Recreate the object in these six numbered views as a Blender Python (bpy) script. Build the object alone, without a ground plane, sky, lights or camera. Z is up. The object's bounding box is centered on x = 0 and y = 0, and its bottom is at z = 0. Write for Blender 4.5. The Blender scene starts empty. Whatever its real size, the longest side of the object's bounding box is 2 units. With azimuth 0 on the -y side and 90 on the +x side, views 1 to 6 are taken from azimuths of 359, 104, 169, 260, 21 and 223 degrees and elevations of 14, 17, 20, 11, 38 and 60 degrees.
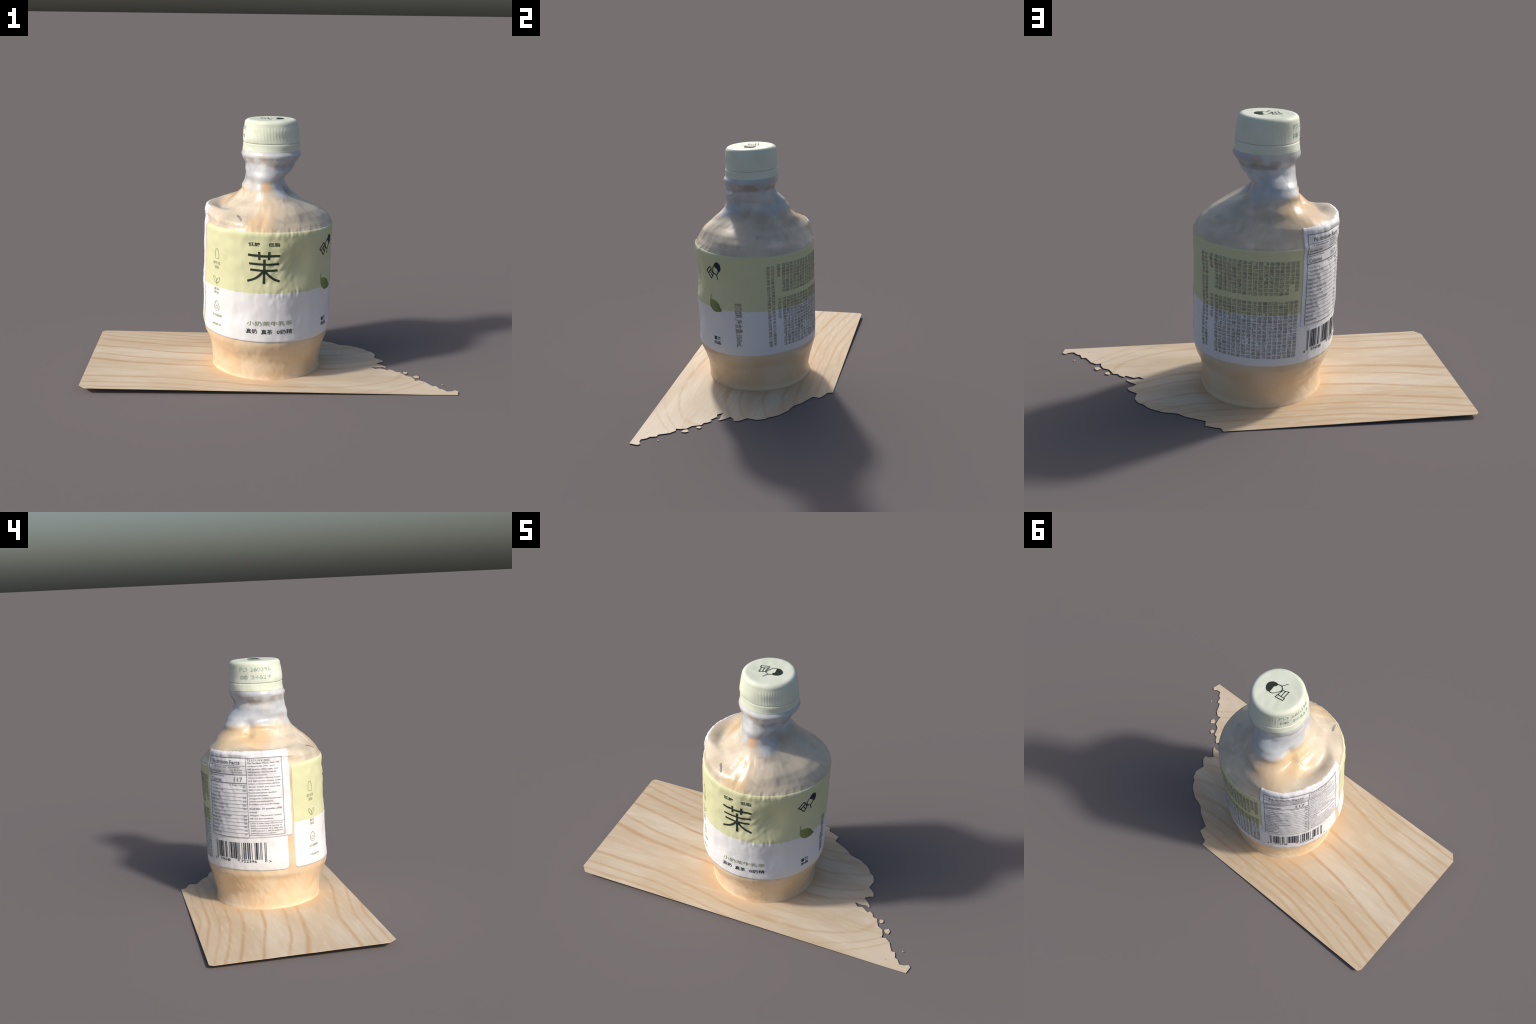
"""A squat, slightly crumpled milk-tea bottle with a paper label standing on a
thin, torn-off sheet of pale wood.  Everything is generated from cross-section
profiles, strokes, text and procedural materials."""
import bpy, bmesh, math, random
import numpy as np
from math import radians, degrees, pi, sin, cos
from mathutils import Vector

random.seed(7)
rng = np.random.default_rng(11)
COL = bpy.context.scene.collection

# ----------------------------------------------------------------------------
#  CROSS-SECTIONS OF THE BOTTLE
#  height, mean radius, sideways shift (x, y), ovality (x, diagonal),
#  three-lobed deformation (two phases).   metres
# ----------------------------------------------------------------------------
SECTIONS = np.array([
    (0.000, 0.294, -0.009, -0.014, 0.000, 0.000, 0.000, 0.000),
    (0.030, 0.297, -0.009, -0.015, 0.000, 0.000, 0.000, 0.000),
    (0.070, 0.301, -0.009, -0.016, 0.000, 0.001, 0.000, -0.001),
    (0.110, 0.306, -0.007, -0.015, -0.001, 0.002, 0.000, -0.003),
    (0.150, 0.316, -0.009, -0.017, -0.003, 0.000, 0.001, -0.003),
    (0.190, 0.331, -0.008, -0.018, -0.003, 0.001, 0.004, 0.000),
    (0.230, 0.344, -0.011, -0.018, -0.001, 0.002, 0.003, 0.001),
    (0.300, 0.347, -0.012, -0.016, 0.003, 0.004, 0.001, 0.000),
    (0.400, 0.346, -0.010, -0.013, 0.002, 0.003, 0.001, 0.002),
    (0.500, 0.347, -0.010, -0.014, 0.002, 0.001, 0.000, 0.000),
    (0.600, 0.345, -0.009, -0.009, 0.003, 0.004, 0.002, 0.001),
    (0.700, 0.346, -0.007, -0.009, 0.002, 0.003, 0.001, 0.001),
    (0.750, 0.347, -0.004, -0.009, 0.002, 0.004, 0.000, 0.000),
    (0.790, 0.346, -0.003, -0.011, 0.002, 0.002, 0.000, -0.001),
    (0.820, 0.348, -0.004, -0.008, 0.001, 0.002, 0.001, 0.001),
    (0.850, 0.336, -0.010, -0.006, 0.005, -0.001, 0.004, 0.005),
    (0.880, 0.320, -0.028, -0.006, 0.010, -0.004, 0.007, 0.006),
    (0.910, 0.290, -0.044, -0.002, 0.002, -0.014, 0.005, 0.006),
    (0.940, 0.242, -0.040, -0.003, -0.013, -0.022, 0.005, 0.005),
    (0.970, 0.194, -0.012, 0.007, -0.034, -0.015, 0.007, 0.004),
    (1.000, 0.159, -0.020, 0.009, -0.041, -0.007, 0.009, 0.006),
    (1.030, 0.142, -0.038, 0.014, -0.041, -0.002, 0.008, 0.007),
    (1.060, 0.132, -0.036, 0.011, -0.038, -0.001, 0.005, 0.005),
    (1.090, 0.137, -0.020, -0.002, -0.023, 0.002, 0.002, 0.003),
    (1.120, 0.138, -0.006, -0.012, -0.009, 0.001, -0.002, 0.002),
    (1.150, 0.139, 0.001, -0.015, -0.005, 0.000, -0.002, 0.000),
    (1.175, 0.151, 0.002, -0.009, -0.001, 0.000, -0.001, 0.000),
    (1.200, 0.160, 0.006, -0.006, 0.002, 0.001, -0.001, 0.001),
    (1.225, 0.152, 0.004, 0.000, 0.001, 0.001, 0.000, 0.001),
    (1.250, 0.151, 0.006, -0.001, 0.001, 0.000, 0.000, -0.001),
    (1.290, 0.149, 0.003, -0.002, 0.001, 0.003, 0.000, -0.002),
    (1.330, 0.147, 0.004, -0.002, 0.001, 0.000, -0.001, -0.001),
    (1.360, 0.143, 0.003, 0.000, -0.001, -0.001, -0.001, -0.001),
])
CAP_TOP = 1.383
CAP_LOW = 1.216
BAND_TOP = 1.262
NECK_LOW = 1.045
R_REF = 0.352            # radius used to turn print widths into angles


def section_at(z):
    """monotone-ish cubic (finite difference Hermite) interpolation over height"""
    Z = SECTIONS[:, 0]
    z = np.clip(z, Z[0], Z[-1] - 1e-9)
    i = np.clip(np.searchsorted(Z, z, side='right') - 1, 0, len(Z) - 2)
    h = (Z[i + 1] - Z[i])
    t = ((z - Z[i]) / h)[..., None]
    V = SECTIONS[:, 1:]
    d = np.zeros_like(V)
    sl = (V[1:] - V[:-1]) / (Z[1:] - Z[:-1])[:, None]
    a, b = sl[:-1], sl[1:]
    d[1:-1] = np.where(a * b > 0, 2 * a * b / (a + b + 1e-12 * np.sign(a + b + 1e-30)), 0)
    h = h[..., None]
    return ((2 * t**3 - 3 * t**2 + 1) * V[i] + (t**3 - 2 * t**2 + t) * h * d[i]
            + (-2 * t**3 + 3 * t**2) * V[i + 1] + (t**3 - t**2) * h * d[i + 1])


def hash2(i, j, seed):
    n = (i.astype(np.int64) * 374761393 + j.astype(np.int64) * 668265263 + seed * 974711) & 0x7fffffff
    n = ((n ^ (n >> 13)) * 1274126177) & 0x7fffffff
    return ((n ^ (n >> 16)) & 0xffff) / 32767.5 - 1.0


def facet(u, v, seed):
    """random heights on a triangular lattice, linear inside each triangle:
    the flat little planes of a crumpled film"""
    s = (u + v) * 0.3660254
    a, b = u + s, v + s
    i, j = np.floor(a), np.floor(b)
    x, y = a - i, b - j
    h00, h11 = hash2(i, j, seed), hash2(i + 1, j + 1, seed)
    h10, h01 = hash2(i + 1, j, seed), hash2(i, j + 1, seed)
    lo = h00 + x * (h10 - h00) + y * (h11 - h10)
    hi = h00 + y * (h01 - h00) + x * (h11 - h01)
    return np.where(x > y, lo, hi)


def bell(x, c, w):
    return np.exp(-((x - c) / w) ** 2)


def angdiff(th, c):
    return (th - c + 180.0) % 360.0 - 180.0


def crumple(th, z):
    """small relief: quiet on the back, faceted on the side that faces -x / -y"""
    sunny = 0.25 + 0.75 * np.clip(bell(angdiff(th, 215), 0, 85), 0, 1)
    u = (th % 360.0) / 360.0 * 66.0
    wrap = np.minimum(1.0, np.minimum(th % 360.0, 360.0 - th % 360.0) / 6.0)
    h = 0.0018 * facet(u * 0.7, z * 17.0, 3) + 0.0013 * facet(u * 1.5 + z * 14, z * 31.0, 5)
    up = np.clip((z - 0.95) / 0.08, 0, 1)                     # fewer, broader planes round the thin neck and cap
    h = h * (1 - up) + up * 0.0020 * facet(u * 0.28, z * 17.0, 7)
    # streaky dents right of the big character and along the colour seam
    d = 0.0042 * bell(angdiff(th, 274), 0, 14) * bell(z, 0.66, 0.13) * facet(u * 1.2 - z * 26, z * 30.0, 9)
    d += 0.0040 * bell(angdiff(th, 283), 0, 26) * bell(z, 0.51, 0.02) * facet(u * 2.2, z * 20.0, 12)
    d += 0.0042 * bell(angdiff(th, 290), 0, 30) * bell(z, 0.835, 0.02) * facet(u * 2.2, z * 20.0, 14)
    d += 0.0030 * bell(angdiff(th, 262), 0, 34) * bell(z, 0.92, 0.07) * facet(u * 1.0 - z * 8, z * 9.0, 17)
    d += 0.0015 * bell(angdiff(th, 150), 0, 40) * bell(z, 0.9, 0.05) * facet(u * 1.8, z * 30.0, 21)
    d += 0.0022 * bell(z, 1.11, 0.06) * facet(u * 0.3, z * 16.0, 23)            # folds in the neck
    d += 0.0016 * sunny * bell(z, 1.235, 0.03) * facet(u * 0.35 + z * 9, z * 30.0, 27)   # dented cap skirt
    return (h * sunny + d) * wrap


# local pushes (+) and dents (-): azimuth, height, half-widths, depth
DENTS = [
    (334, 0.992, 26, 0.032, -0.046),    # pinched neck foot
    (332, 1.055, 24, 0.022, -0.010),
    (294, 0.930, 22, 0.055, 0.024),     # full shoulder in front of it
    (284, 0.985, 14, 0.022, 0.012),
    (338, 0.910, 24, 0.030, 0.018),
    (41, 0.882, 17, 0.020, -0.030),
    (50, 0.940, 12, 0.016, 0.010),
    (148, 0.965, 17, 0.022, -0.030),    # hollow behind the sticker rim
    (150, 1.028, 11, 0.025, -0.022),
    (154, 0.885, 18, 0.016, -0.012),
    (192, 1.020, 26, 0.045, 0.026),     # neck foot on the -x side
    (220, 0.915, 18, 0.032, -0.024),    # rim falls away towards the front
    (246, 0.915, 18, 0.034, -0.018),
    (208, 0.950, 14, 0.018, -0.012),
    (297, 0.670, 11, 0.080, -0.020),    # squeezed label beside the character
    (298, 0.410, 8, 0.050, -0.010),
    (243, 0.385, 7, 0.050, -0.007),
    (337, 0.480, 8, 0.050, 0.006),
    (131, 0.170, 10, 0.020, -0.006),
    (135, 0.080, 25, 0.050, -0.012),
    (322, 0.070, 14, 0.045, -0.010),
    (42, 0.060, 28, 0.050, 0.008),
    (212, 0.990, 14, 0.030, 0.012),
    (300, 1.138, 15, 0.018, -0.024),
    (36, 0.660, 14, 0.060, -0.004),
]


def R(th, z):
    """outer radius of the bottle at azimuth th (degrees, 0 = +x, 270 = -y)"""
    th = np.asarray(th, float)
    z = np.asarray(z, float)
    c = section_at(z)
    a = np.radians(th)
    r = (c[..., 0] + c[..., 1] * np.cos(a) + c[..., 2] * np.sin(a) + c[..., 3] * np.cos(2 * a)
         + c[..., 4] * np.sin(2 * a) + c[..., 5] * np.cos(3 * a) + c[..., 6] * np.sin(3 * a))
    for c, zc, wt, wz, amt in DENTS:
        r = r + amt * bell(angdiff(th, c), 0, wt) * bell(z, zc, wz)
    # upright rim with a sunken shelf behind it, on the -x side
    w = np.clip((29.0 - np.abs(angdiff(th, 178))) / 16.0, 0, 1) * np.clip((1.03 - z) / 0.05, 0, 1) * (z > 0.88)
    w = w * w * (3 - 2 * w)
    shelf = np.interp(z, (0.880, 0.917, 0.924, 0.931, 0.942, 0.956, 0.972, 0.985, 1.000, 1.030), (0.352, 0.345, 0.331, 0.290, 0.238, 0.205, 0.186, 0.175, 0.165, 0.153))
    r = r + w * (shelf - r)
    # fillet where the foot meets the board
    r = r + 0.009 * np.exp(-np.maximum(z - 0.014, 0.0) / 0.008)
    return r + crumple(th, z) * np.where(z > 1.2, 0.8, 1.0)


def dip(th, r, z):
    """the shelf sags a little behind the rim"""
    return z - 0.034 * bell(angdiff(th, 187), 0, 24) * bell(r, 0.264, 0.038) * bell(z, 0.938, 0.02)


def surf(th, z, off=0.0):
    th = np.asarray(th, float)
    z = np.asarray(z, float)
    r = R(th, z) + off
    zz = dip(th, r, z)
    a = np.radians(th)
    return np.stack([r * np.cos(a), r * np.sin(a), zz], -1)


# ----------------------------------------------------------------------------
#  MATERIAL HELPERS
# ----------------------------------------------------------------------------
def new_mat(name, rough=0.6, spec=0.3):
    m = bpy.data.materials.new(name)
    m.use_nodes = True
    nt = m.node_tree
    b = nt.nodes['Principled BSDF']
    b.inputs['Roughness'].default_value = rough
    b.inputs['Specular IOR Level'].default_value = spec
    return m, nt, b


def N(nt, kind, **kw):
    n = nt.nodes.new(kind)
    for k, v in kw.items():
        setattr(n, k, v)
    return n


def val(nt, op, a, b=None, c=None, clamp=False):
    n = N(nt, 'ShaderNodeMath', operation=op, use_clamp=clamp)
    for i, x in enumerate((a, b, c)):
        if x is None:
            continue
        if isinstance(x, (int, float)):
            n.inputs[i].default_value = x
        else:
            nt.links.new(x, n.inputs[i])
    return n.outputs[0]


def step(nt, x, lo, hi):
    n = N(nt, 'ShaderNodeMapRange', interpolation_type='SMOOTHSTEP')
    nt.links.new(x, n.inputs['Value'])
    n.inputs['From Min'].default_value = lo
    n.inputs['From Max'].default_value = hi
    return n.outputs['Result']


def mix(nt, fac, a, b, blend='MIX'):
    n = N(nt, 'ShaderNodeMix', data_type='RGBA', blend_type=blend)
    if isinstance(fac, (int, float)):
        n.inputs['Factor'].default_value = fac
    else:
        nt.links.new(fac, n.inputs['Factor'])
    for k, x in (('A', a), ('B', b)):
        s = [i for i in n.inputs if i.name == k and i.type == 'RGBA'][0]
        if isinstance(x, tuple):
            s.default_value = (*x, 1) if len(x) == 3 else x
        else:
            nt.links.new(x, s)
    return [o for o in n.outputs if o.type == 'RGBA'][0]


def coords(nt):
    tc = N(nt, 'ShaderNodeTexCoord')
    sp = N(nt, 'ShaderNodeSeparateXYZ')
    nt.links.new(tc.outputs['Object'], sp.inputs[0])
    return tc.outputs['Object'], sp.outputs


def noise(nt, vec, scale, detail=2.0, rough=0.5, stretch=None):
    if stretch:
        mp = N(nt, 'ShaderNodeMapping')
        mp.inputs['Scale'].default_value = stretch
        nt.links.new(vec, mp.inputs['Vector'])
        vec = mp.outputs[0]
    n = N(nt, 'ShaderNodeTexNoise')
    n.inputs['Scale'].default_value = scale
    n.inputs['Detail'].default_value = detail
    n.inputs['Roughness'].default_value = rough
    nt.links.new(vec, n.inputs['Vector'])
    return n.outputs['Fac']


def bump(nt, bsdf, height, strength, dist):
    b = N(nt, 'ShaderNodeBump')
    b.inputs['Strength'].default_value = strength
    b.inputs['Distance'].default_value = dist
    nt.links.new(height, b.inputs['Height'])
    nt.links.new(b.outputs[0], bsdf.inputs['Normal'])


def blob(nt, vec, centre, radius, soft):
    """soft spot around a point in object space, ragged by noise"""
    v = N(nt, 'ShaderNodeVectorMath', operation='DISTANCE')
    nt.links.new(vec, v.inputs[0])
    v.inputs[1].default_value = centre
    d = val(nt, 'ADD', v.outputs['Value'], val(nt, 'MULTIPLY', val(nt, 'SUBTRACT', noise(nt, vec, 14), 0.5), radius * 1.1))
    s = step(nt, d, radius, radius + soft)
    return val(nt, 'SUBTRACT', 1.0, s)


# ---- milk tea in clear plastic ------------------------------------------------
def mat_bottle():
    m, nt, b = new_mat('milky_plastic', 0.27, 0.5)
    vec, xyz = coords(nt)
    x, y, z = xyz
    n1 = noise(nt, vec, 6.0, 3)
    n2 = noise(nt, vec, 17.0, 2)
    tea = mix(nt, step(nt, n1, 0.35, 0.7), (0.82, 0.66, 0.47), (0.79, 0.58, 0.37))  # honey colour paled toward the overexposed cream of the sunlit foot
    milk = mix(nt, step(nt, n1, 0.38, 0.62), (0.58, 0.50, 0.39), (0.72, 0.62, 0.48))
    milk = mix(nt, val(nt, 'MULTIPLY', step(nt, noise(nt, vec, 12.0, 3, 0.6), 0.55, 0.70), 0.45), milk, (0.78, 0.71, 0.61))
    # soft tan clouds at four spots on the shoulder
    cloud = None
    for c, r, s, k in (((-0.155, 0.064, 0.95), 0.07, 0.07, 0.8), ((-0.06, -0.31, 0.85), 0.05, 0.05, 0.75),
                       ((-0.12, 0.17, 0.93), 0.08, 0.08, 0.6), ((-0.02, -0.26, 0.94), 0.04, 0.04, 0.35)):
        q = val(nt, 'MULTIPLY', blob(nt, vec, c, r, s), k)
        cloud = q if cloud is None else val(nt, 'MAXIMUM', cloud, q)
    milk = mix(nt, cloud, milk, (0.74, 0.52, 0.29))
    grime = val(nt, 'MULTIPLY', step(nt, n2, 0.62, 0.75), 0.35)
    milk = mix(nt, grime, milk, (0.36, 0.33, 0.27))
    wall = mix(nt, step(nt, z, 0.25, 0.80), tea, milk)
    # empty neck: bluish clear plastic, above a wandering fill line
    edge = val(nt, 'ADD', z, val(nt, 'MULTIPLY', val(nt, 'SUBTRACT', noise(nt, vec, 5.0, 3), 0.5), 0.12))
    edge = val(nt, 'ADD', edge, val(nt, 'MULTIPLY', x, 0.14))
    neck = mix(nt, step(nt, noise(nt, vec, 8.0, 3), 0.35, 0.65), (0.50, 0.53, 0.57), (0.68, 0.69, 0.70))
    neck = mix(nt, val(nt, 'MULTIPLY', step(nt, noise(nt, vec, 13.0, 2), 0.60, 0.72), 0.5), neck, (0.62, 0.50, 0.38))
    wall = mix(nt, step(nt, edge, 1.00, 1.035), wall, neck)
    lip = val(nt, 'MULTIPLY', step(nt, z, 1.135, 1.15), val(nt, 'SUBTRACT', 1.0, step(nt, z, 1.185, 1.195)))
    wall = mix(nt, val(nt, 'MULTIPLY', lip, val(nt, 'MULTIPLY', step(nt, noise(nt, vec, 11.0, 2), 0.4, 0.6), 0.75)), wall, (0.38, 0.34, 0.30))
    wall = mix(nt, val(nt, 'MULTIPLY', blob(nt, vec, (-0.022, -0.172, 1.042), 0.026, 0.010), 0.85), wall, (0.74, 0.48, 0.28))
    nt.links.new(wall, b.inputs['Base Color'])
    bump(nt, b, noise(nt, vec, 40.0, 2), 0.12, 0.004)
    b.inputs['Subsurface Weight'].default_value = 0.0
    return m


def mat_cap():
    m, nt, b = new_mat('mint_plastic', 0.5, 0.3)
    vec, xyz = coords(nt)
    c = mix(nt, step(nt, noise(nt, vec, 9.0, 3), 0.3, 0.7), (0.73, 0.79, 0.64), (0.80, 0.84, 0.72))
    nt.links.new(c, b.inputs['Base Color'])
    bump(nt, b, noise(nt, vec, 60.0, 2), 0.1, 0.003)
    return m


def mat_label():
    m, nt, b = new_mat('two_tone_paper', 0.62, 0.25)
    vec, xyz = coords(nt)
    x, y, z = xyz
    n = noise(nt, vec, 7.0, 3)
    green = mix(nt, n, (0.69, 0.70, 0.41), (0.76, 0.765, 0.50))
    white = mix(nt, n, (0.85, 0.85, 0.87), (0.90, 0.90, 0.91))
    # ragged colour seam at z ~ 0.51, most ragged on the front
    rag = val(nt, 'MULTIPLY', val(nt, 'SUBTRACT', noise(nt, vec, 38.0, 2), 0.5), 0.012)
    line = val(nt, 'ADD', z, rag)
    line = val(nt, 'ADD', line, val(nt, 'MULTIPLY', val(nt, 'ADD', x, y), 0.008))
    c = mix(nt, step(nt, line, 0.5075, 0.5115), white, green)
    nt.links.new(c, b.inputs['Base Color'])
    bump(nt, b, noise(nt, vec, 90.0, 2), 0.08, 0.002)
    return m


def mat_plain(name, colour, rough=0.65, vary=0.06, scale=20.0):
    m, nt, b = new_mat(name, rough, 0.25)
    vec, _ = coords(nt)
    dark = tuple(max(0.0, c * (1 - 2 * vary)) for c in colour)
    lite = tuple(min(1.0, c * (1 + vary)) for c in colour)
    c = mix(nt, step(nt, noise(nt, vec, scale, 2), 0.3, 0.7), dark, lite)
    nt.links.new(c, b.inputs['Base Color'])
    return m


def mat_wood():
    m, nt, b = new_mat('pale_pine', 0.6, 0.25)
    vec, xyz = coords(nt)
    x, y, z = xyz
    # bend the grain: fanning to the left, swinging up on the right, dipping in front of the bottle
    left = val(nt, 'MAXIMUM', val(nt, 'SUBTRACT', -0.30, x), 0.0)
    fan = val(nt, 'MULTIPLY', val(nt, 'POWER', left, 1.4), val(nt, 'MULTIPLY', step(nt, y, -0.35, 0.12), 0.20))
    right = val(nt, 'MULTIPLY', val(nt, 'POWER', val(nt, 'MAXIMUM', val(nt, 'SUBTRACT', x, 0.30), 0.0), 2.0), 0.85)
    w = val(nt, 'SUBTRACT', val(nt, 'SUBTRACT', y, fan), right)
    sag = val(nt, 'MULTIPLY', step(nt, x, -0.6, 0.05), val(nt, 'MULTIPLY', step(nt, val(nt, 'MULTIPLY', y, -1.0), 0.1, 0.3), 0.10))
    w = val(nt, 'ADD', w, sag)
    wob = val(nt, 'SUBTRACT', noise(nt, vec, 1.6, 2, stretch=(1.0, 1.6, 1.0)), 0.5)
    w = val(nt, 'ADD', w, val(nt, 'MULTIPLY', wob, 0.05))
    fine = val(nt, 'SUBTRACT', noise(nt, vec, 9.0, 2, stretch=(0.5, 2.0, 1.0)), 0.5)
    w = val(nt, 'ADD', w, val(nt, 'MULTIPLY', fine, 0.012))
    # growth rings: one narrow dark late-wood line per ring at uneven spacing
    lines = None
    for c, s, k in ((-0.445, 0.010, 0.7), (-0.385, 0.009, 0.65), (-0.30, 0.011, 0.9), (-0.205, 0.008, 0.25),
                    (-0.115, 0.012, 1.0), (-0.04, 0.009, 0.8), (0.09, 0.010, 1.0), (0.205, 0.011, 1.0),
                    (0.275, 0.010, 0.85), (0.33, 0.009, 0.6), (0.385, 0.009, 0.8), (0.435, 0.008, 0.6)):
        d = val(nt, 'ABSOLUTE', val(nt, 'SUBTRACT', w, c))
        q = val(nt, 'MULTIPLY', val(nt, 'SUBTRACT', 1.0, step(nt, d, 0.0, s * 1.6)), k)
        lines = q if lines is None else val(nt, 'MAXIMUM', lines, q)
    fade = step(nt, noise(nt, vec, 3.0, 2, stretch=(1.0, 2.5, 1.0)), 0.25, 0.6)
    lines = val(nt, 'MULTIPLY', lines, val(nt, 'MULTIPLY_ADD', fade, 0.55, 0.45))
    broad = step(nt, noise(nt, vec, 2.2, 2, stretch=(0.7, 3.0, 1.0)), 0.35, 0.65)
    warm = val(nt, 'MULTIPLY', step(nt, y, 0.1, 0.3), 0.5)
    base = mix(nt, broad, (0.64, 0.51, 0.36), (0.71, 0.60, 0.46))
    base = mix(nt, warm, base, (0.60, 0.45, 0.29))
    lines = val(nt, 'MULTIPLY', lines, val(nt, 'SUBTRACT', 0.82, val(nt, 'MULTIPLY', step(nt, x, 0.15, 0.5), 0.34)))
    base = mix(nt, lines, base, (0.54, 0.34, 0.18))
    streak = noise(nt, vec, 30.0, 3, 0.6, stretch=(0.25, 2.2, 1.0))
    base = mix(nt, val(nt, 'MULTIPLY', step(nt, streak, 0.50, 0.74), 0.42), base, (0.77, 0.69, 0.58))
    base = mix(nt, val(nt, 'MULTIPLY', step(nt, streak, 0.5, 0.2), 0.25), base, (0.52, 0.39, 0.25))
    # orange light cast through the tea, tinted into the wood round the foot
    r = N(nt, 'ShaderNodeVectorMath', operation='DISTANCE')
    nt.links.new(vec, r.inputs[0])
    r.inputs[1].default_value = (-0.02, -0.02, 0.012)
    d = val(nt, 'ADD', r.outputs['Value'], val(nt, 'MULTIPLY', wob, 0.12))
    painted_glow = val(nt, 'MULTIPLY', val(nt, 'SUBTRACT', 1.0, step(nt, d, 0.29, 0.40)), 0.36)
    base = mix(nt, painted_glow, base, (0.70, 0.42, 0.19))
    spot = N(nt, 'ShaderNodeTexVoronoi')
    spot.inputs['Scale'].default_value = 5.0
    nt.links.new(vec, spot.inputs['Vector'])
    base = mix(nt, val(nt, 'MULTIPLY', val(nt, 'SUBTRACT', 1.0, step(nt, spot.outputs['Distance'], 0.015, 0.04)), 0.35), base, (0.35, 0.28, 0.2))
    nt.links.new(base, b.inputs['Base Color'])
    bump(nt, b, streak, 0.15, 0.002)
    return m


MAT = {
    'bottle': mat_bottle(), 'cap': mat_cap(), 'label': mat_label(), 'wood': mat_wood(),
    'sticker': mat_plain('sticker_paper', (0.86, 0.86, 0.89), 0.6, 0.04, 12),
    'ink': mat_plain('black_green_ink', (0.030, 0.042, 0.030)),
    'navy': mat_plain('blue_black_ink', (0.030, 0.034, 0.050)),
    'greyink': mat_plain('grey_ink', (0.22, 0.22, 0.25), vary=0.15),
    'softink': mat_plain('faded_ink', (0.30, 0.28, 0.25), vary=0.12),
    'taupe': mat_plain('taupe_ink', (0.40, 0.37, 0.30), vary=0.1),
    'oliveink': mat_plain('olive_ink', (0.40, 0.43, 0.28), vary=0.1),
    'bar': mat_plain('bar_ink', (0.055, 0.060, 0.085), vary=0.25, scale=30),
    'leaf': mat_plain('leaf_green_ink', (0.25, 0.30, 0.10), vary=0.12),
    'date': mat_plain('mint_ink', (0.48, 0.62, 0.53), vary=0.2, scale=40),
}


# ----------------------------------------------------------------------------
#  MESH HELPERS
# ----------------------------------------------------------------------------
def make_obj(name, verts, faces, mat, parent, smooth=True, normals=None):
    me = bpy.data.meshes.new(name)
    me.from_pydata([tuple(v) for v in verts], [], faces)
    me.update()
    me.materials.append(mat)
    for p in me.polygons:
        p.use_smooth = smooth
    if normals is not None:
        me.normals_split_custom_set_from_vertices([tuple(n) for n in normals])
    ob = bpy.data.objects.new(name, me)
    COL.objects.link(ob)
    ob.parent = parent
    return ob


def empty(name, label, category):
    e = bpy.data.objects.new(name, None)
    COL.objects.link(e)
    e['label'] = label
    e['category'] = category
    return e


def tube_faces(nr, nc, base=0):
    f = []
    for i in range(nr - 1):
        for j in range(nc):
            k = (j + 1) % nc
            f.append((base + i * nc + j, base + i * nc + k, base + (i + 1) * nc + k, base + (i + 1) * nc + j))
    return f


def grid_normals(P):
    """normals of a closed-in-theta grid (rows x cols x 3)"""
    dt = np.roll(P, -1, 1) - np.roll(P, 1, 1)
    dz = np.gradient(P, axis=0)
    n = np.cross(dt, dz)
    return n / np.maximum(np.linalg.norm(n, axis=-1, keepdims=True), 1e-9)


bottle = empty('milk_tea_bottle', 'squat milk tea bottle with green and white label', 'bottle')
board = empty('wooden_board', 'thin pale pine sheet with one torn edge', 'wooden board')

# ----------------------------------------------------------------------------
#  BOTTLE BODY + NECK (one smooth surface, split at NECK_LOW)
# ----------------------------------------------------------------------------
NC = 360
rows = np.concatenate([np.arange(0, 0.24, 0.008), np.arange(0.24, 0.80, 0.010), np.arange(0.80, 0.905, 0.005),
                       np.arange(0.905, 0.985, 0.0025), np.arange(0.985, NECK_LOW - 0.002, 0.005), [NECK_LOW],
                       np.arange(NECK_LOW + 0.005, CAP_LOW, 0.004), [CAP_LOW + 0.004]])
TH = np.arange(NC) * 360.0 / NC
tt, zz = np.meshgrid(TH, rows)
P = surf(tt, zz, -0.0012)
Nn = grid_normals(P)
cut = int(np.argmin(np.abs(rows - NECK_LOW)))
lower, lowern = P[:cut + 1], Nn[:cut + 1]
upper, uppern = P[cut:], Nn[cut:]
v = list(lower.reshape(-1, 3))
f = tube_faces(cut + 1, NC)
v.append(np.array([-0.01, -0.016, 0.0]))
f += [(len(v) - 1, (j + 1) % NC, j) for j in range(NC)]
nn = list(lowern.reshape(-1, 3)) + [np.array([0, 0, -1.0])]
body = make_obj('bottle_body', v, f, MAT['bottle'], bottle, normals=nn)
v = list(upper.reshape(-1, 3))
f = tube_faces(len(rows) - cut, NC)
neck = make_obj('bottle_neck', v, f, MAT['bottle'], bottle, normals=list(uppern.reshape(-1, 3)))

# ----------------------------------------------------------------------------
#  SCREW CAP: ribbed wall, rounded shoulder, flat top; tamper band below
# ----------------------------------------------------------------------------
NCC = 480


def cap_wall(z, groove=0.0):
    th = np.arange(NCC) * 360.0 / NCC
    r = R(th, np.full(NCC, z)) - groove
    if BAND_TOP + 0.006 < z < 1.352:
        r = r + 0.0005 * np.cos(np.radians(th) * 120)
    a = np.radians(th)
    return np.stack([r * np.cos(a), r * np.sin(a), np.full(NCC, z)], -1)


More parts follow.
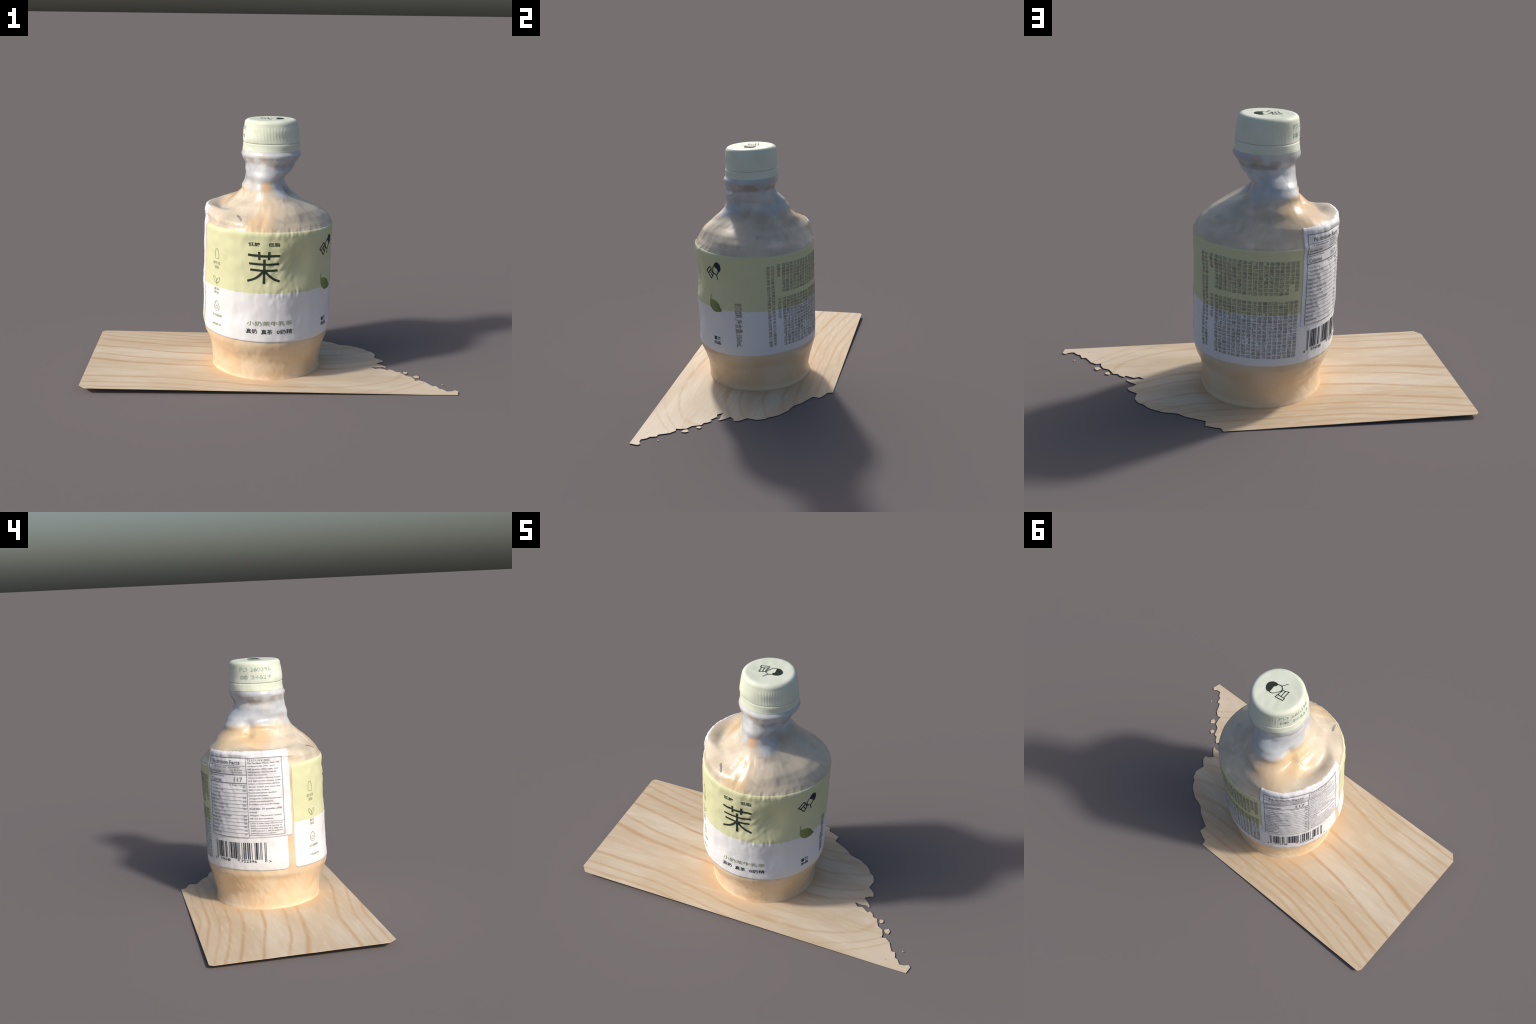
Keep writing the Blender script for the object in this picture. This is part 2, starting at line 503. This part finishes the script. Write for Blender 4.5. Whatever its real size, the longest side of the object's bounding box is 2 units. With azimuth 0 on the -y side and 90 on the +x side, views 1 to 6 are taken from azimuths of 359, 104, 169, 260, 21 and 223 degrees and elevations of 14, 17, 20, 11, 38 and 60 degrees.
ring = [cap_wall(BAND_TOP + 0.0005, 0.012), cap_wall(BAND_TOP + 0.0008, 0.0014), cap_wall(BAND_TOP + 0.003, 0.0004)]
ring += [cap_wall(z) for z in np.arange(BAND_TOP + 0.006, 1.3605, 0.006)]
edge = cap_wall(1.3605)
centre = np.array([0.004, -0.002, 0.0])
for t in np.linspace(0.12, 1.0, 9):
    q = edge.copy()
    k = 0.024 * (1 - cos(t * pi / 2))
    d = edge[:, :2] - centre[:2]
    L = np.linalg.norm(d, axis=1, keepdims=True)
    q[:, :2] = centre[:2] + d / L * (L - k)
    q[:, 2] = 1.3605 + (CAP_TOP - 1.3605) * sin(t * pi / 2)
    ring.append(q)
rim = ring[-1]
for s in (0.93, 0.85, 0.75, 0.62, 0.48, 0.34, 0.2, 0.08):
    q = rim.copy()
    q[:, :2] = centre[:2] + (rim[:, :2] - centre[:2]) * s
    wob = 0.0012 * facet(q[:, 0] * 28 + 7, q[:, 1] * 28 + 3, 31) * min(1.0, (1 - s) * 6)
    q[:, 2] = CAP_TOP - 0.0015 * (1 - s) + wob * (s > 0.1)
    ring.append(q)
ring = np.array(ring)
v = list(ring.reshape(-1, 3)) + [np.array([centre[0], centre[1], CAP_TOP - 0.0015])]
f = tube_faces(len(ring), NCC)
b0 = (len(ring) - 1) * NCC
f += [(b0 + j, b0 + (j + 1) % NCC, len(v) - 1) for j in range(NCC)]
cap = make_obj('screw_cap', v, f, MAT['cap'], bottle)

band = [cap_wall(CAP_LOW, 0.012), cap_wall(CAP_LOW + 0.0005, 0.002), cap_wall(CAP_LOW + 0.003)]
band += [cap_wall(z, -0.0006) for z in np.arange(CAP_LOW + 0.008, BAND_TOP - 0.004, 0.006)]
band += [cap_wall(BAND_TOP - 0.003), cap_wall(BAND_TOP - 0.0008, 0.0012), cap_wall(BAND_TOP - 0.0005, 0.012)]
band = np.array(band)
tamper = make_obj('tamper_band', list(band.reshape(-1, 3)), tube_faces(len(band), NCC), MAT['cap'], bottle)


# ----------------------------------------------------------------------------
#  PAPER LABEL AND STICKER: curved sheets with a folded-in rim
# ----------------------------------------------------------------------------
def label_low(th):
    return 0.2455 + 0.008 * math.cos(radians(th - 170))


def label_high(th):
    return 0.831 + 0.007 * math.cos(radians(th - 245))


def sheet(name, th0, th1, low, high, off, mat, parent, corner=0.018, cols=None, nrow=70, ragged=0.0):
    cols = cols or int(abs(th1 - th0)) + 1
    G = []
    for j, th in enumerate(np.linspace(th0, th1, cols)):
        e = min(th - th0, th1 - th) * radians(1) * R_REF
        c = corner - math.sqrt(max(0.0, corner**2 - max(0.0, corner - e)**2)) if e < corner else 0.0
        lo, hi = low(th) + c, high(th) - c
        if ragged:
            hi += ragged * float(facet(np.array(th * 0.45), np.array(0.3), 41))
        z = np.linspace(lo, hi, nrow)
        G.append(surf(np.full(nrow, th % 360.0), z, off))
    G = np.array(G)                                   # cols x rows
    # folded rim: one more ring pushed into the wall so the paper has an edge
    full = np.zeros((cols + 2, nrow + 2, 3))
    full[1:-1, 1:-1] = G
    full[0, 1:-1], full[-1, 1:-1] = G[0], G[-1]
    full[:, 0], full[:, -1] = full[:, 1], full[:, -2]
    rimmask = np.ones(full.shape[:2], bool)
    rimmask[1:-1, 1:-1] = False
    rr = np.linalg.norm(full[..., :2], axis=-1, keepdims=True)
    full[..., :2] = np.where(rimmask[..., None], full[..., :2] * (rr - 0.004) / rr, full[..., :2])
    a, b = full.shape[:2]
    faces = [(i * b + j, (i + 1) * b + j, (i + 1) * b + j + 1, i * b + j + 1) for i in range(a - 1) for j in range(b - 1)]
    return make_obj(name, list(full.reshape(-1, 3)), faces, mat, parent)


label = sheet('paper_label', 198.0, 360.0 + 191.8, label_low, label_high, 0.0004, MAT['label'], bottle, 0.02, 420)
STK0, STK1 = 112.6, 196.0
sticker = sheet('nutrition_sticker', STK0, STK1,
                lambda t: 0.436 + 0.010 * (t - STK0) / (STK1 - STK0),
                lambda t: 0.915 + 0.008 * (t - STK0) / (STK1 - STK0), 0.0022, MAT['sticker'], bottle, 0.004, 130, 100, 0.002)


# ----------------------------------------------------------------------------
#  PRINTS
# ----------------------------------------------------------------------------
class Print:
    """collects flat shapes drawn in (degrees round the bottle, height) and lays
    them on the wall"""

    def __init__(self, off=0.0016):
        self.v, self.f, self.off = [], [], off

    def add(self, pts, faces):
        """pts: (theta degrees, z)"""
        b = len(self.v)
        p = np.asarray(pts, float)
        self.v += list(surf(p[:, 0] % 360.0, p[:, 1], self.off))
        self.f += [tuple(b + i for i in q) for q in faces]

    def stroke(self, pts, width, curve=True):
        p = polyline(pts, curve, 0.004 / R_REF * 180 / pi)
        k = R_REF * pi / 180
        m = np.stack([p[:, 0] * k, p[:, 1]], -1)
        t = np.gradient(m, axis=0)
        t /= np.maximum(np.linalg.norm(t, axis=1, keepdims=True), 1e-9)
        n = np.stack([-t[:, 1], t[:, 0]], -1) * width / 2
        a, b = m + n, m - n
        a[:, 0] /= k
        b[:, 0] /= k
        q = np.empty((len(a) * 2, 2))
        q[0::2], q[1::2] = a, b
        self.add(q, [(2 * i, 2 * i + 1, 2 * i + 3, 2 * i + 2) for i in range(len(a) - 1)])

    def rect(self, t0, t1, z0, z1):
        nt_, nz = max(2, int(abs(t1 - t0) / 0.8) + 2), max(2, int(abs(z1 - z0) / 0.006) + 2)
        T, Z = np.meshgrid(np.linspace(t0, t1, nt_), np.linspace(z0, z1, nz))
        self.add(np.stack([T.ravel(), Z.ravel()], -1),
                 [(i * nt_ + j, i * nt_ + j + 1, (i + 1) * nt_ + j + 1, (i + 1) * nt_ + j) for i in range(nz - 1) for j in range(nt_ - 1)])

    def filled(self, outline):
        p = polyline(list(outline) + [outline[0]], True, 0.8)[:-1]
        c = p.mean(0)
        n = len(p)
        pts, faces = [], []
        for s in (1.0, 0.75, 0.5, 0.25):
            pts += list(c + (p - c) * s)
        for k in range(3):
            faces += [(k * n + i, k * n + (i + 1) % n, (k + 1) * n + (i + 1) % n, (k + 1) * n + i) for i in range(n)]
        pts.append(c)
        faces += [(3 * n + i, 3 * n + (i + 1) % n, 4 * n) for i in range(n)]
        self.add(pts, faces)

    def text(self, body, t0, t1, z0, z1, turned=False, bold=0.012):
        """fit a line of type into a box; turned = reads downwards"""
        vs, fs = glyphs(body, bold)
        x, y = vs[:, 0], vs[:, 1]
        if turned:
            th = t0 + y * (t1 - t0)
            z = z1 - x * (z1 - z0)
        else:
            th = t0 + x * (t1 - t0)
            z = z0 + y * (z1 - z0)
        self.add(np.stack([th, z], -1), fs)

    def obj(self, name, mat, parent, stuff=False):
        me_faces = self.f
        ob = make_obj(name, self.v, me_faces, mat, parent)
        bm = bmesh.new()
        bm.from_mesh(ob.data)
        for fc in bm.faces:                      # all ink faces outwards
            c = fc.calc_center_median()
            if fc.normal.dot(Vector((c.x, c.y, 0))) < 0:
                fc.normal_flip()
        bm.to_mesh(ob.data)
        bm.free()
        if stuff:
            ob['kind'] = 'stuff'
        return ob


def polyline(pts, curve, stepsize):
    p = np.asarray(pts, float)
    k = np.array([1.0, 180 / (pi * R_REF)])
    out = []
    n = len(p)
    for i in range(n - 1):
        a, b = p[i], p[i + 1]
        L = np.linalg.norm((b - a) * k)
        m = max(2, int(L / stepsize) + 1)
        for t in np.linspace(0, 1, m, endpoint=False):
            if curve and n > 2:
                p0 = p[i - 1] if i > 0 else a * 2 - b
                p3 = p[i + 2] if i + 2 < n else b * 2 - a
                out.append(0.5 * ((2 * a) + (b - p0) * t + (2 * p0 - 5 * a + 4 * b - p3) * t**2 + (3 * a - p0 - 3 * b + p3) * t**3))
            else:
                out.append(a + (b - a) * t)
    out.append(p[-1])
    return np.array(out)


_cache = {}


def glyphs(body, bold=0.0):
    """flat type from the built-in font, normalised to a unit box"""
    key = (body, bold)
    if key in _cache:
        return _cache[key]
    c = bpy.data.curves.new('type', 'FONT')
    c.body = body
    c.resolution_u = 2
    c.offset = bold
    o = bpy.data.objects.new('type', c)
    COL.objects.link(o)
    dg = bpy.context.evaluated_depsgraph_get()
    me = bpy.data.meshes.new_from_object(o.evaluated_get(dg))
    bpy.data.objects.remove(o)
    bpy.data.curves.remove(c)
    bm = bmesh.new()
    bm.from_mesh(me)
    bpy.data.meshes.remove(me)
    bmesh.ops.remove_doubles(bm, verts=bm.verts, dist=1e-5)
    xs = [w.co.x for w in bm.verts]
    lo, hi = min(xs), max(xs)
    if hi - lo < 3:                               # few big glyphs: cut finer
        for x in np.arange(lo + 0.1, hi, 0.1):
            bmesh.ops.bisect_plane(bm, geom=bm.verts[:] + bm.edges[:] + bm.faces[:], plane_co=(x, 0, 0), plane_no=(1, 0, 0))
    vs = np.array([(w.co.x, w.co.y) for w in bm.verts])
    bm.verts.index_update()
    fs = [tuple(w.index for w in fc.verts) for fc in bm.faces]
    bm.free()
    mn, mx = vs.min(0), vs.max(0)
    vs = (vs - mn) / np.maximum(mx - mn, 1e-6)
    _cache[key] = (vs, fs)
    return _cache[key]


p = Print(0.0008)
p.stroke([(233.0, 0.903), (237.5, 0.897), (241.5, 0.886)], 0.007)
p.obj('scuff_mark', MAT['softink'], body)

# --- big brush character on the front ------------------------------------------
p = Print()
p.stroke([(250.6, 0.719), (264, 0.714), (277.6, 0.715)], 0.0125)
p.stroke([(260.0, 0.737), (260.2, 0.694)], 0.0115, False)
p.stroke([(268.4, 0.737), (268.2, 0.694)], 0.0115, False)
p.stroke([(251.6, 0.673), (264, 0.669), (276.8, 0.671)], 0.0115)
p.stroke([(252.6, 0.640), (264, 0.636), (275.6, 0.637)], 0.0115)
p.stroke([(264.4, 0.697), (264.2, 0.566)], 0.0125, False)
p.stroke([(263.6, 0.634), (260.5, 0.612), (256, 0.591), (250.2, 0.578)], 0.0115)
p.stroke([(264.8, 0.634), (268, 0.612), (272.5, 0.590), (277.4, 0.578)], 0.0125)
p.obj('front_character', MAT['ink'], label)

p = Print()
p.text('低糖', 250.6, 260.6, 0.764, 0.785)
p.text('低脂', 267.6, 277.4, 0.764, 0.785)
p.obj('claim_text', MAT['ink'], label)
p = Print()
p.text('小奶茉牛乳茶', 250.2, 289.6, 0.336, 0.362)
p.obj('name_text', MAT['oliveink'], label)
p = Print()
p.text('真奶', 249.9, 259.0, 0.293, 0.319, bold=0.012)
p.text('真茶', 262.6, 272.0, 0.291, 0.317, bold=0.012)
p.text('0奶精', 275.6, 289.4, 0.289, 0.315, bold=0.012)
p.text('*', 290.0, 291.0, 0.306, 0.313)
p.obj('promise_text', MAT['ink'], label)

# --- pictograms on the left edge of the label ------------------------------------
p = Print()
p.stroke([(216.9, 0.716), (216.5, 0.708), (216.0, 0.700), (216.0, 0.674), (216.6, 0.668), (220.4, 0.667), (221.0, 0.673), (220.8, 0.699), (220.2, 0.707), (219.9, 0.716)], 0.0032, False)
p.stroke([(216.7, 0.719), (220.1, 0.719)], 0.006, False)
p.stroke([(218.7, 0.530), (215.6, 0.548), (214.7, 0.570), (217.6, 0.560), (218.9, 0.545), (218.7, 0.530)], 0.0032)
p.stroke([(218.9, 0.545), (220.2, 0.560), (222.8, 0.566), (222.0, 0.547), (218.9, 0.530)], 0.0032)
p.stroke([(219.2, 0.435), (217.2, 0.424), (216.0, 0.402), (217.4, 0.385), (219.2, 0.382), (221.4, 0.386), (222.5, 0.402), (221.2, 0.424), (219.2, 0.435)], 0.0030)
p.stroke([(219.2, 0.411), (217.6, 0.401), (219.2, 0.391), (220.9, 0.401), (219.2, 0.411)], 0.0030)
p.obj('pictogram', MAT['oliveink'], label)
p = Print()
p.text('鲜牛乳', 213.6, 223.2, 0.634, 0.652)
p.text('添加', 215.6, 221.2, 0.612, 0.630)
p.text('真茶', 215.8, 222.0, 0.494, 0.510)
p.text('萃取', 215.8, 222.0, 0.474, 0.490)
p.text('0反式脂肪酸', 213.8, 226.2, 0.350, 0.364)
p.text('0植脂末', 214.2, 226.4, 0.302, 0.314)
p.obj('pictogram_text', MAT['oliveink'], label)

# --- emblem (plain head-and-cup stand-in), leaf, stamp ---------------------------
p = Print()
p.filled([(331.0, 0.762), (332.6, 0.780), (336.0, 0.786), (338.4, 0.773), (338.9, 0.750), (337.4, 0.731), (335.4, 0.728), (334.8, 0.745), (332.6, 0.752)])
p.stroke([(330.8, 0.762), (328.8, 0.742), (329.2, 0.722), (333.1, 0.711), (335.6, 0.728)], 0.0056)
p.stroke([(333.1, 0.711), (334.1, 0.682)], 0.0056, False)
p.stroke([(319.4, 0.721), (325.0, 0.751), (327.0, 0.740), (322.0, 0.709), (319.4, 0.721)], 0.0062, False)
p.stroke([(327.0, 0.733), (329.0, 0.712), (326.0, 0.682), (322.4, 0.707)], 0.0058, False)
p.stroke([(325.0, 0.720), (327.6, 0.697)], 0.0056, False)
p.obj('head_emblem', MAT['navy'], label)
p = Print()
p.filled([(322.6, 0.560), (325.0, 0.556), (329.5, 0.552), (333.9, 0.538), (336.0, 0.518), (338.1, 0.502), (333.5, 0.492), (327.6, 0.491), (323.8, 0.508), (322.0, 0.532)])
p.stroke([(323.3, 0.584), (322.9, 0.556)], 0.004, False)
p.obj('leaf_print', MAT['leaf'], label)
p = Print()
p.text('喜茶', 324.7, 333.4, 0.314, 0.336, bold=0.02)
p.text('出品', 324.9, 333.4, 0.288, 0.309, bold=0.02)
p.obj('stamp_text', MAT['navy'], label)
p = Print(0.0019)
p.text('奶茶饮料', 350.8, 358.6, 0.470, 0.556, True, 0.02)
p.text('净含量:350mL', 350.8, 358.2, 0.293, 0.462, True, 0.02)
p.obj('volume_text', MAT['taupe'], label)

# --- dense small print on the back -----------------------------------------------
WORDS = '原料生牛乳茉莉花茶水白砂糖食品添加剂贮存条件阴凉干燥处生产日期保质期净含量委托方地址电话营养成分能量蛋白质脂肪碳水化合物钠产品标准号执行许可证编号过敏原提示开启后请冷藏并尽快饮用不可微波加热'
p = Print()
q = Print()
for k in range(17):
    t = 38.4 + k * 4.22
    for (a, b) in ((0.777 - 0.0003 * k, 0.607), (0.579, 0.286)):
        if k == 16 and a > 0.6:
            b = 0.62
        if k == 15 and a > 0.6:
            b = 0.66
        n = int((a - b) / 0.0178)
        i = 0
        while i < n:
            run = min(n - i, random.randint(5, 9))
            s = ''.join(random.choice(WORDS) for _ in range(run))
            zt = a - (a - b) * i / n
            p.text(s, t, t + 3.7, zt - (a - b) * run / n, zt - 0.001, True, 0.014)
            i += run
p.text(''.join(random.choice(WORDS) for _ in range(4)), 33.2, 36.6, 0.70, 0.775, True)
p.text(''.join(random.choice(WORDS) for _ in range(7)), 33.4, 36.8, 0.455, 0.575, True)
for t0, t1 in ((23.0, 26.3), (27.4, 30.6)):
    z = 0.77
    while z > 0.33:
        L = random.uniform(0.10, 0.15)
        e = max(0.29, z - L)
        p.text(''.join(random.choice(WORDS) for _ in range(max(2, int((z - e) / 0.017)))), t0, t1, e, z, True)
        z = e - 0.006
p.obj('ingredient_text', MAT['taupe'], label, True)

# --- nutrition table --------------------------------------------------------------
OFF = 0.0036
p = Print(OFF)
k = 1.0 / (R_REF * pi / 180)
LW = 0.0022


def hline(t0, t1, z, w=LW):
    p.rect(t0, t1, z - w / 2, z + w / 2)


def vline(t, z0, z1, w=LW):
    p.rect(t - w * k / 2, t + w * k / 2, z0, z1)


T0, T1, TD = 116.2, 189.2, 157.6
hline(T0, T1, 0.886, 0.003)
hline(T0, TD, 0.437 + 0.006)
hline(TD, T1, 0.458)
vline(T0, 0.444, 0.885, 0.003)
vline(T1, 0.459, 0.885)
vline(TD, 0.444, 0.885)
hline(T0, TD, 0.843)
hline(T0, TD, 0.792, 0.004)
hline(T0, TD, 0.745, 0.004)
row_z = np.linspace(0.722, 0.458, 14)
for z in row_z[1:]:
    hline(T0, TD, z + 0.009, 0.0016)
hline(TD, T1, 0.535, 0.0018)
p.obj('nutrition_rules', MAT['greyink'], sticker)

p = Print(OFF)
p.text('Nutrition Facts', 121.5, 152.0, 0.851, 0.873, bold=0.01)
p.text('1 servings per container', 121.0, 152.5, 0.828, 0.838)
p.text('Serving size', 117.6, 131.5, 0.798, 0.813, bold=0.012)
p.text('12.34 fl oz', 143.0, 154.0, 0.815, 0.824)
p.text('(350 mL)', 143.6, 153.5, 0.799, 0.809)
p.text('Amount per serving', 117.4, 134.5, 0.777, 0.786)
p.text('Calories', 117.8, 131.5, 0.751, 0.770, bold=0.012)
p.text('117', 145.4, 153.6, 0.753, 0.778, bold=0.01)
p.text('% Daily Value*', 140.5, 156.6, 0.729, 0.739)
NUTS = ('Total Fat 4.1g', '  Saturated Fat 3g', '  Trans Fat 0g', 'Cholesterol 0mg', 'Sodium 200mg', 'Total Carbohydrate 16.1g',
        '  Dietary Fiber 0g', '  Total Sugars 11.7g', '    Includes 5g Added Sugars', 'Protein 4.0g', 'Vitamin D 0mcg', 'Calcium 0mg', 'Iron 0mg', 'Potassium 0mg')
for s, z in zip(NUTS, row_z):
    ind = (len(s) - len(s.lstrip())) * 0.9
    s = s.strip()
    p.text(s, 117.3 + ind, 117.3 + ind + len(s) * 0.86, z - 0.002, z + 0.0085)
    if 'Sugars 1' not in s and 'Trans' not in s:
        p.text(random.choice(('0%', '5%', '10%', '4%')), 153.6, 156.4, z - 0.001, z + 0.008)
p.obj('nutrition_text', MAT['greyink'], sticker, True)

p = Print(OFF)
PARA = ('T E A D R I N K  350mL', 'The Tea Base: Water, fresh milk,', 'condensed milk (10%), whole', 'milk powder, white sugar, cane',
        'milk powder, jasmine tea (2.', '5g/L), food starch,', 'microcrystalline cellulose, mono-', 'and diglycerides of fatty acids,',
        'sodium carboxymethyl cellulose,', 'diacetyl tartaric acid mono-and', 'diglycerides, sodium', 'hexametaphosphate, disodium', 'hydrogen phosphate,',
        'carrageenan, sodium bicarbonate,', 'sodium tripolyphosphate,', 'D-sodium, and food flavorings.')
z = 0.868
for i, s in enumerate(PARA):
    p.text(s, 158.9, 158.9 + min(29.0, len(s) * 0.90), z, z + 0.0095)
    z -= 0.0162
p.text('Shelf life: 10 months (300', 158.9, 187.6, 0.598, 0.611, bold=0.015)
p.text('days)', 158.9, 165.4, 0.580, 0.592, bold=0.012)
p.text('Allergens: This product contains', 158.9, 187.2, 0.563, 0.573)
p.text('milk and dairy products.', 158.9, 179.8, 0.546, 0.556)
for i, s in enumerate(('* The % Daily Value tells you how', 'much a nutrient in a serving of', 'food contributes to a daily diet.', '2,000 calories a day is used for', 'general nutrition advice.')):
    p.text(s, 159.4, 159.4 + min(28.4, len(s) * 0.88), 0.520 - i * 0.0140, 0.529 - i * 0.0140)
p.obj('sticker_text', MAT['greyink'], sticker, True)

# --- bar code -----------------------------------------------------------------------
L_ = ('0001101', '0011001', '0010011', '0111101', '0100011', '0110001', '0101111', '0111011', '0110111', '0001011')
digits = '974348722396'
flip = '000110'
bits = '101'
for dch, fl in zip(digits[:6], flip):
    code = L_[int(dch)]
    bits += code if fl == '0' else ''.join('1' if c == '0' else '0' for c in code)[::-1]
bits += '01010'
for dch in digits[6:]:
    bits += ''.join('1' if c == '0' else '0' for c in L_[int(dch)])
bits += '101'
p = Print()
B0, B1 = 119.8, 172.4
mod = (B1 - B0) / len(bits)
i = 0
while i < len(bits):
    if bits[i] == '1':
        j = i
        while j < len(bits) and bits[j] == '1':
            j += 1
        guard = i < 3 or i >= len(bits) - 3 or 45 <= i < 50
        p.rect(B0 + i * mod, B0 + (j - 0.08) * mod, (0.306 if guard else 0.319), 0.410 + 0.006 * i / len(bits))
        i = j
    else:
        i += 1
p.text('6', 117.2, 118.8, 0.297, 0.312)
p.text('974348', 124.6, 137.0, 0.298, 0.314)
p.text('722396', 148.8, 163.4, 0.300, 0.316)
p.text('>', 174.0, 176.2, 0.303, 0.315)
p.obj('bar_code', MAT['bar'], label)

# --- date code on the cap wall and head emblem on the cap top --------------------------
p = Print(0.0014)
p.text('PD 26039E', 133.5, 206.0, 1.329, 1.351)
p.text('BB 24629', 135.0, 203.5, 1.286, 1.308)
p.obj('date_code', MAT['date'], cap)


def cap_shape(name, fills, lines, mat):
    v, f = [], []

    def put(pts, faces):
        b = len(v)
        v.extend((x, y, CAP_TOP + 0.0012) for x, y in pts)
        f.extend(tuple(b + i for i in q) for q in faces)
    for o in fills:
        a = np.array(o)
        c = a.mean(0)
        put(list(a) + [c], [(i, (i + 1) % len(a), len(a)) for i in range(len(a))])
    for o, w in lines:
        a = np.array(o)
        for s, e in zip(a[:-1], a[1:]):
            d = (e - s) / np.linalg.norm(e - s)
            n = np.array([-d[1], d[0]]) * w / 2
            s2, e2 = s - d * w * 0.4, e + d * w * 0.4
            put([s2 + n, s2 - n, e2 - n, e2 + n], [(0, 1, 2, 3)])
    ob = make_obj(name, v, f, mat, cap, smooth=False)
    bm = bmesh.new()
    bm.from_mesh(ob.data)
    for fc in bm.faces:
        if fc.normal.z < 0:
            fc.normal_flip()
    bm.to_mesh(ob.data)
    bm.free()


hair = [(0.030, 0.034), (0.045, 0.036), (0.058, 0.028), (0.068, 0.014), (0.072, 0.000), (0.068, -0.014), (0.057, -0.026), (0.042, -0.031), (0.023, -0.029), (0.026, -0.014), (0.034, -0.006), (0.032, 0.012)]
cap_shape('cap_emblem', [hair], [
    ([(0.030, 0.033), (0.020, 0.034), (0.008, 0.026), (-0.004, 0.008), (-0.012, -0.004), (-0.012, -0.020), (0.005, -0.033), (0.022, -0.029)], 0.0035),
    ([(0.005, -0.033), (-0.012, -0.061)], 0.0035),
    ([(-0.013, 0.037), (-0.013, 0.019), (-0.055, 0.016), (-0.055, 0.031), (-0.013, 0.037)], 0.0035),
    ([(-0.014, 0.016), (-0.017, -0.015), (-0.047, -0.028), (-0.049, 0.013)], 0.0035),
    ([(-0.030, -0.021), (-0.033, 0.014)], 0.0035)], MAT['ink'])

# ----------------------------------------------------------------------------
#  WOODEN SHEET: straight on three sides, torn on the right
# ----------------------------------------------------------------------------
TORN = [(0.243, 0.474), (0.250, 0.444), (0.280, 0.434), (0.319, 0.414), (0.313, 0.370), (0.358, 0.346), (0.403, 0.321), (0.438, 0.287),
        (0.470, 0.276), (0.505, 0.267), (0.540, 0.244), (0.564, 0.227), (0.582, 0.205), (0.594, 0.182), (0.617, 0.166), (0.630, 0.135), (0.634, 0.118),
        (0.622, 0.066), (0.646, 0.045), (0.663, 0.025), (0.666, 0.002), (0.643, -0.006), (0.621, -0.028), (0.652, -0.055), (0.668, -0.076), (0.668, -0.088),
        (0.652, -0.079), (0.614, -0.084), (0.580, -0.079), (0.604, -0.109), (0.632, -0.101), (0.672, -0.130), (0.682, -0.116), (0.702, -0.132), (0.712, -0.153),
        (0.736, -0.158), (0.744, -0.180), (0.756, -0.208), (0.786, -0.225), (0.797, -0.258), (0.797, -0.282), (0.820, -0.277), (0.849, -0.300), (0.862, -0.330), (0.876, -0.357),
        (0.896, -0.357), (0.906, -0.394), (0.922, -0.401), (0.940, -0.430), (0.966, -0.428), (0.985, -0.415), (1.000, -0.426), (0.988, -0.474)]
CLEAN = [(-0.966, -0.474), (-1.000, -0.433), (-1.000, 0.455), (-0.985, 0.474)]


def board_height(x, y):
    h = 0.0252 - 0.0127 * y - 0.0156 * (x + 1.0)
    return max(0.0014, h) + 0.0006 * float(facet(np.array(x * 11.0), np.array(y * 11.0), 51)) * min(1, max(0, h) / 0.006 + 0.3)


def board_piece(outline, name, spacing=0.02):
    bm = bmesh.new()
    vs = [bm.verts.new((x, y, 0)) for x, y in outline]
    bm.faces.new(vs)
    bmesh.ops.triangulate(bm, faces=bm.faces[:])
    xs, ys = [o[0] for o in outline], [o[1] for o in outline]
    for axis, lo, hi in ((0, min(xs), max(xs)), (1, min(ys), max(ys))):
        for c in np.arange(math.ceil(lo / spacing) * spacing, hi, spacing):
            co, no = [0, 0, 0], [0, 0, 0]
            co[axis], no[axis] = c, 1
            bmesh.ops.bisect_plane(bm, geom=bm.verts[:] + bm.edges[:] + bm.faces[:], plane_co=co, plane_no=no)
    for w in bm.verts:
        w.co.z = board_height(w.co.x, w.co.y)
    bmesh.ops.recalc_face_normals(bm, faces=bm.faces[:])
    if sum(fc.normal.z for fc in bm.faces) < 0:
        bmesh.ops.reverse_faces(bm, faces=bm.faces[:])
    top = bm.faces[:]
    ret = bmesh.ops.extrude_face_region(bm, geom=top)
    up = {g for g in ret['geom'] if isinstance(g, bmesh.types.BMVert)}
    lowv = [w for w in bm.verts if w not in up]
    for w in lowv:
        w.co.z = max(0.0, w.co.z - 0.0025)
    bmesh.ops.recalc_face_normals(bm, faces=bm.faces[:])
    me = bpy.data.meshes.new(name)
    bm.to_mesh(me)
    bm.free()
    me.materials.append(MAT['wood'])
    ob = bpy.data.objects.new(name, me)
    COL.objects.link(ob)
    ob.parent = board
    return ob


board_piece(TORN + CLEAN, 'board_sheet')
board_piece([(0.795, -0.222), (0.817, -0.205), (0.830, -0.222), (0.826, -0.245), (0.808, -0.240)], 'splinter')
board_piece([(0.751, -0.167), (0.757, -0.150), (0.776, -0.158), (0.772, -0.176), (0.760, -0.180)], 'splinter.001')
board_piece([(0.930, -0.335), (0.936, -0.330), (0.938, -0.338), (0.932, -0.340)], 'splinter.002')
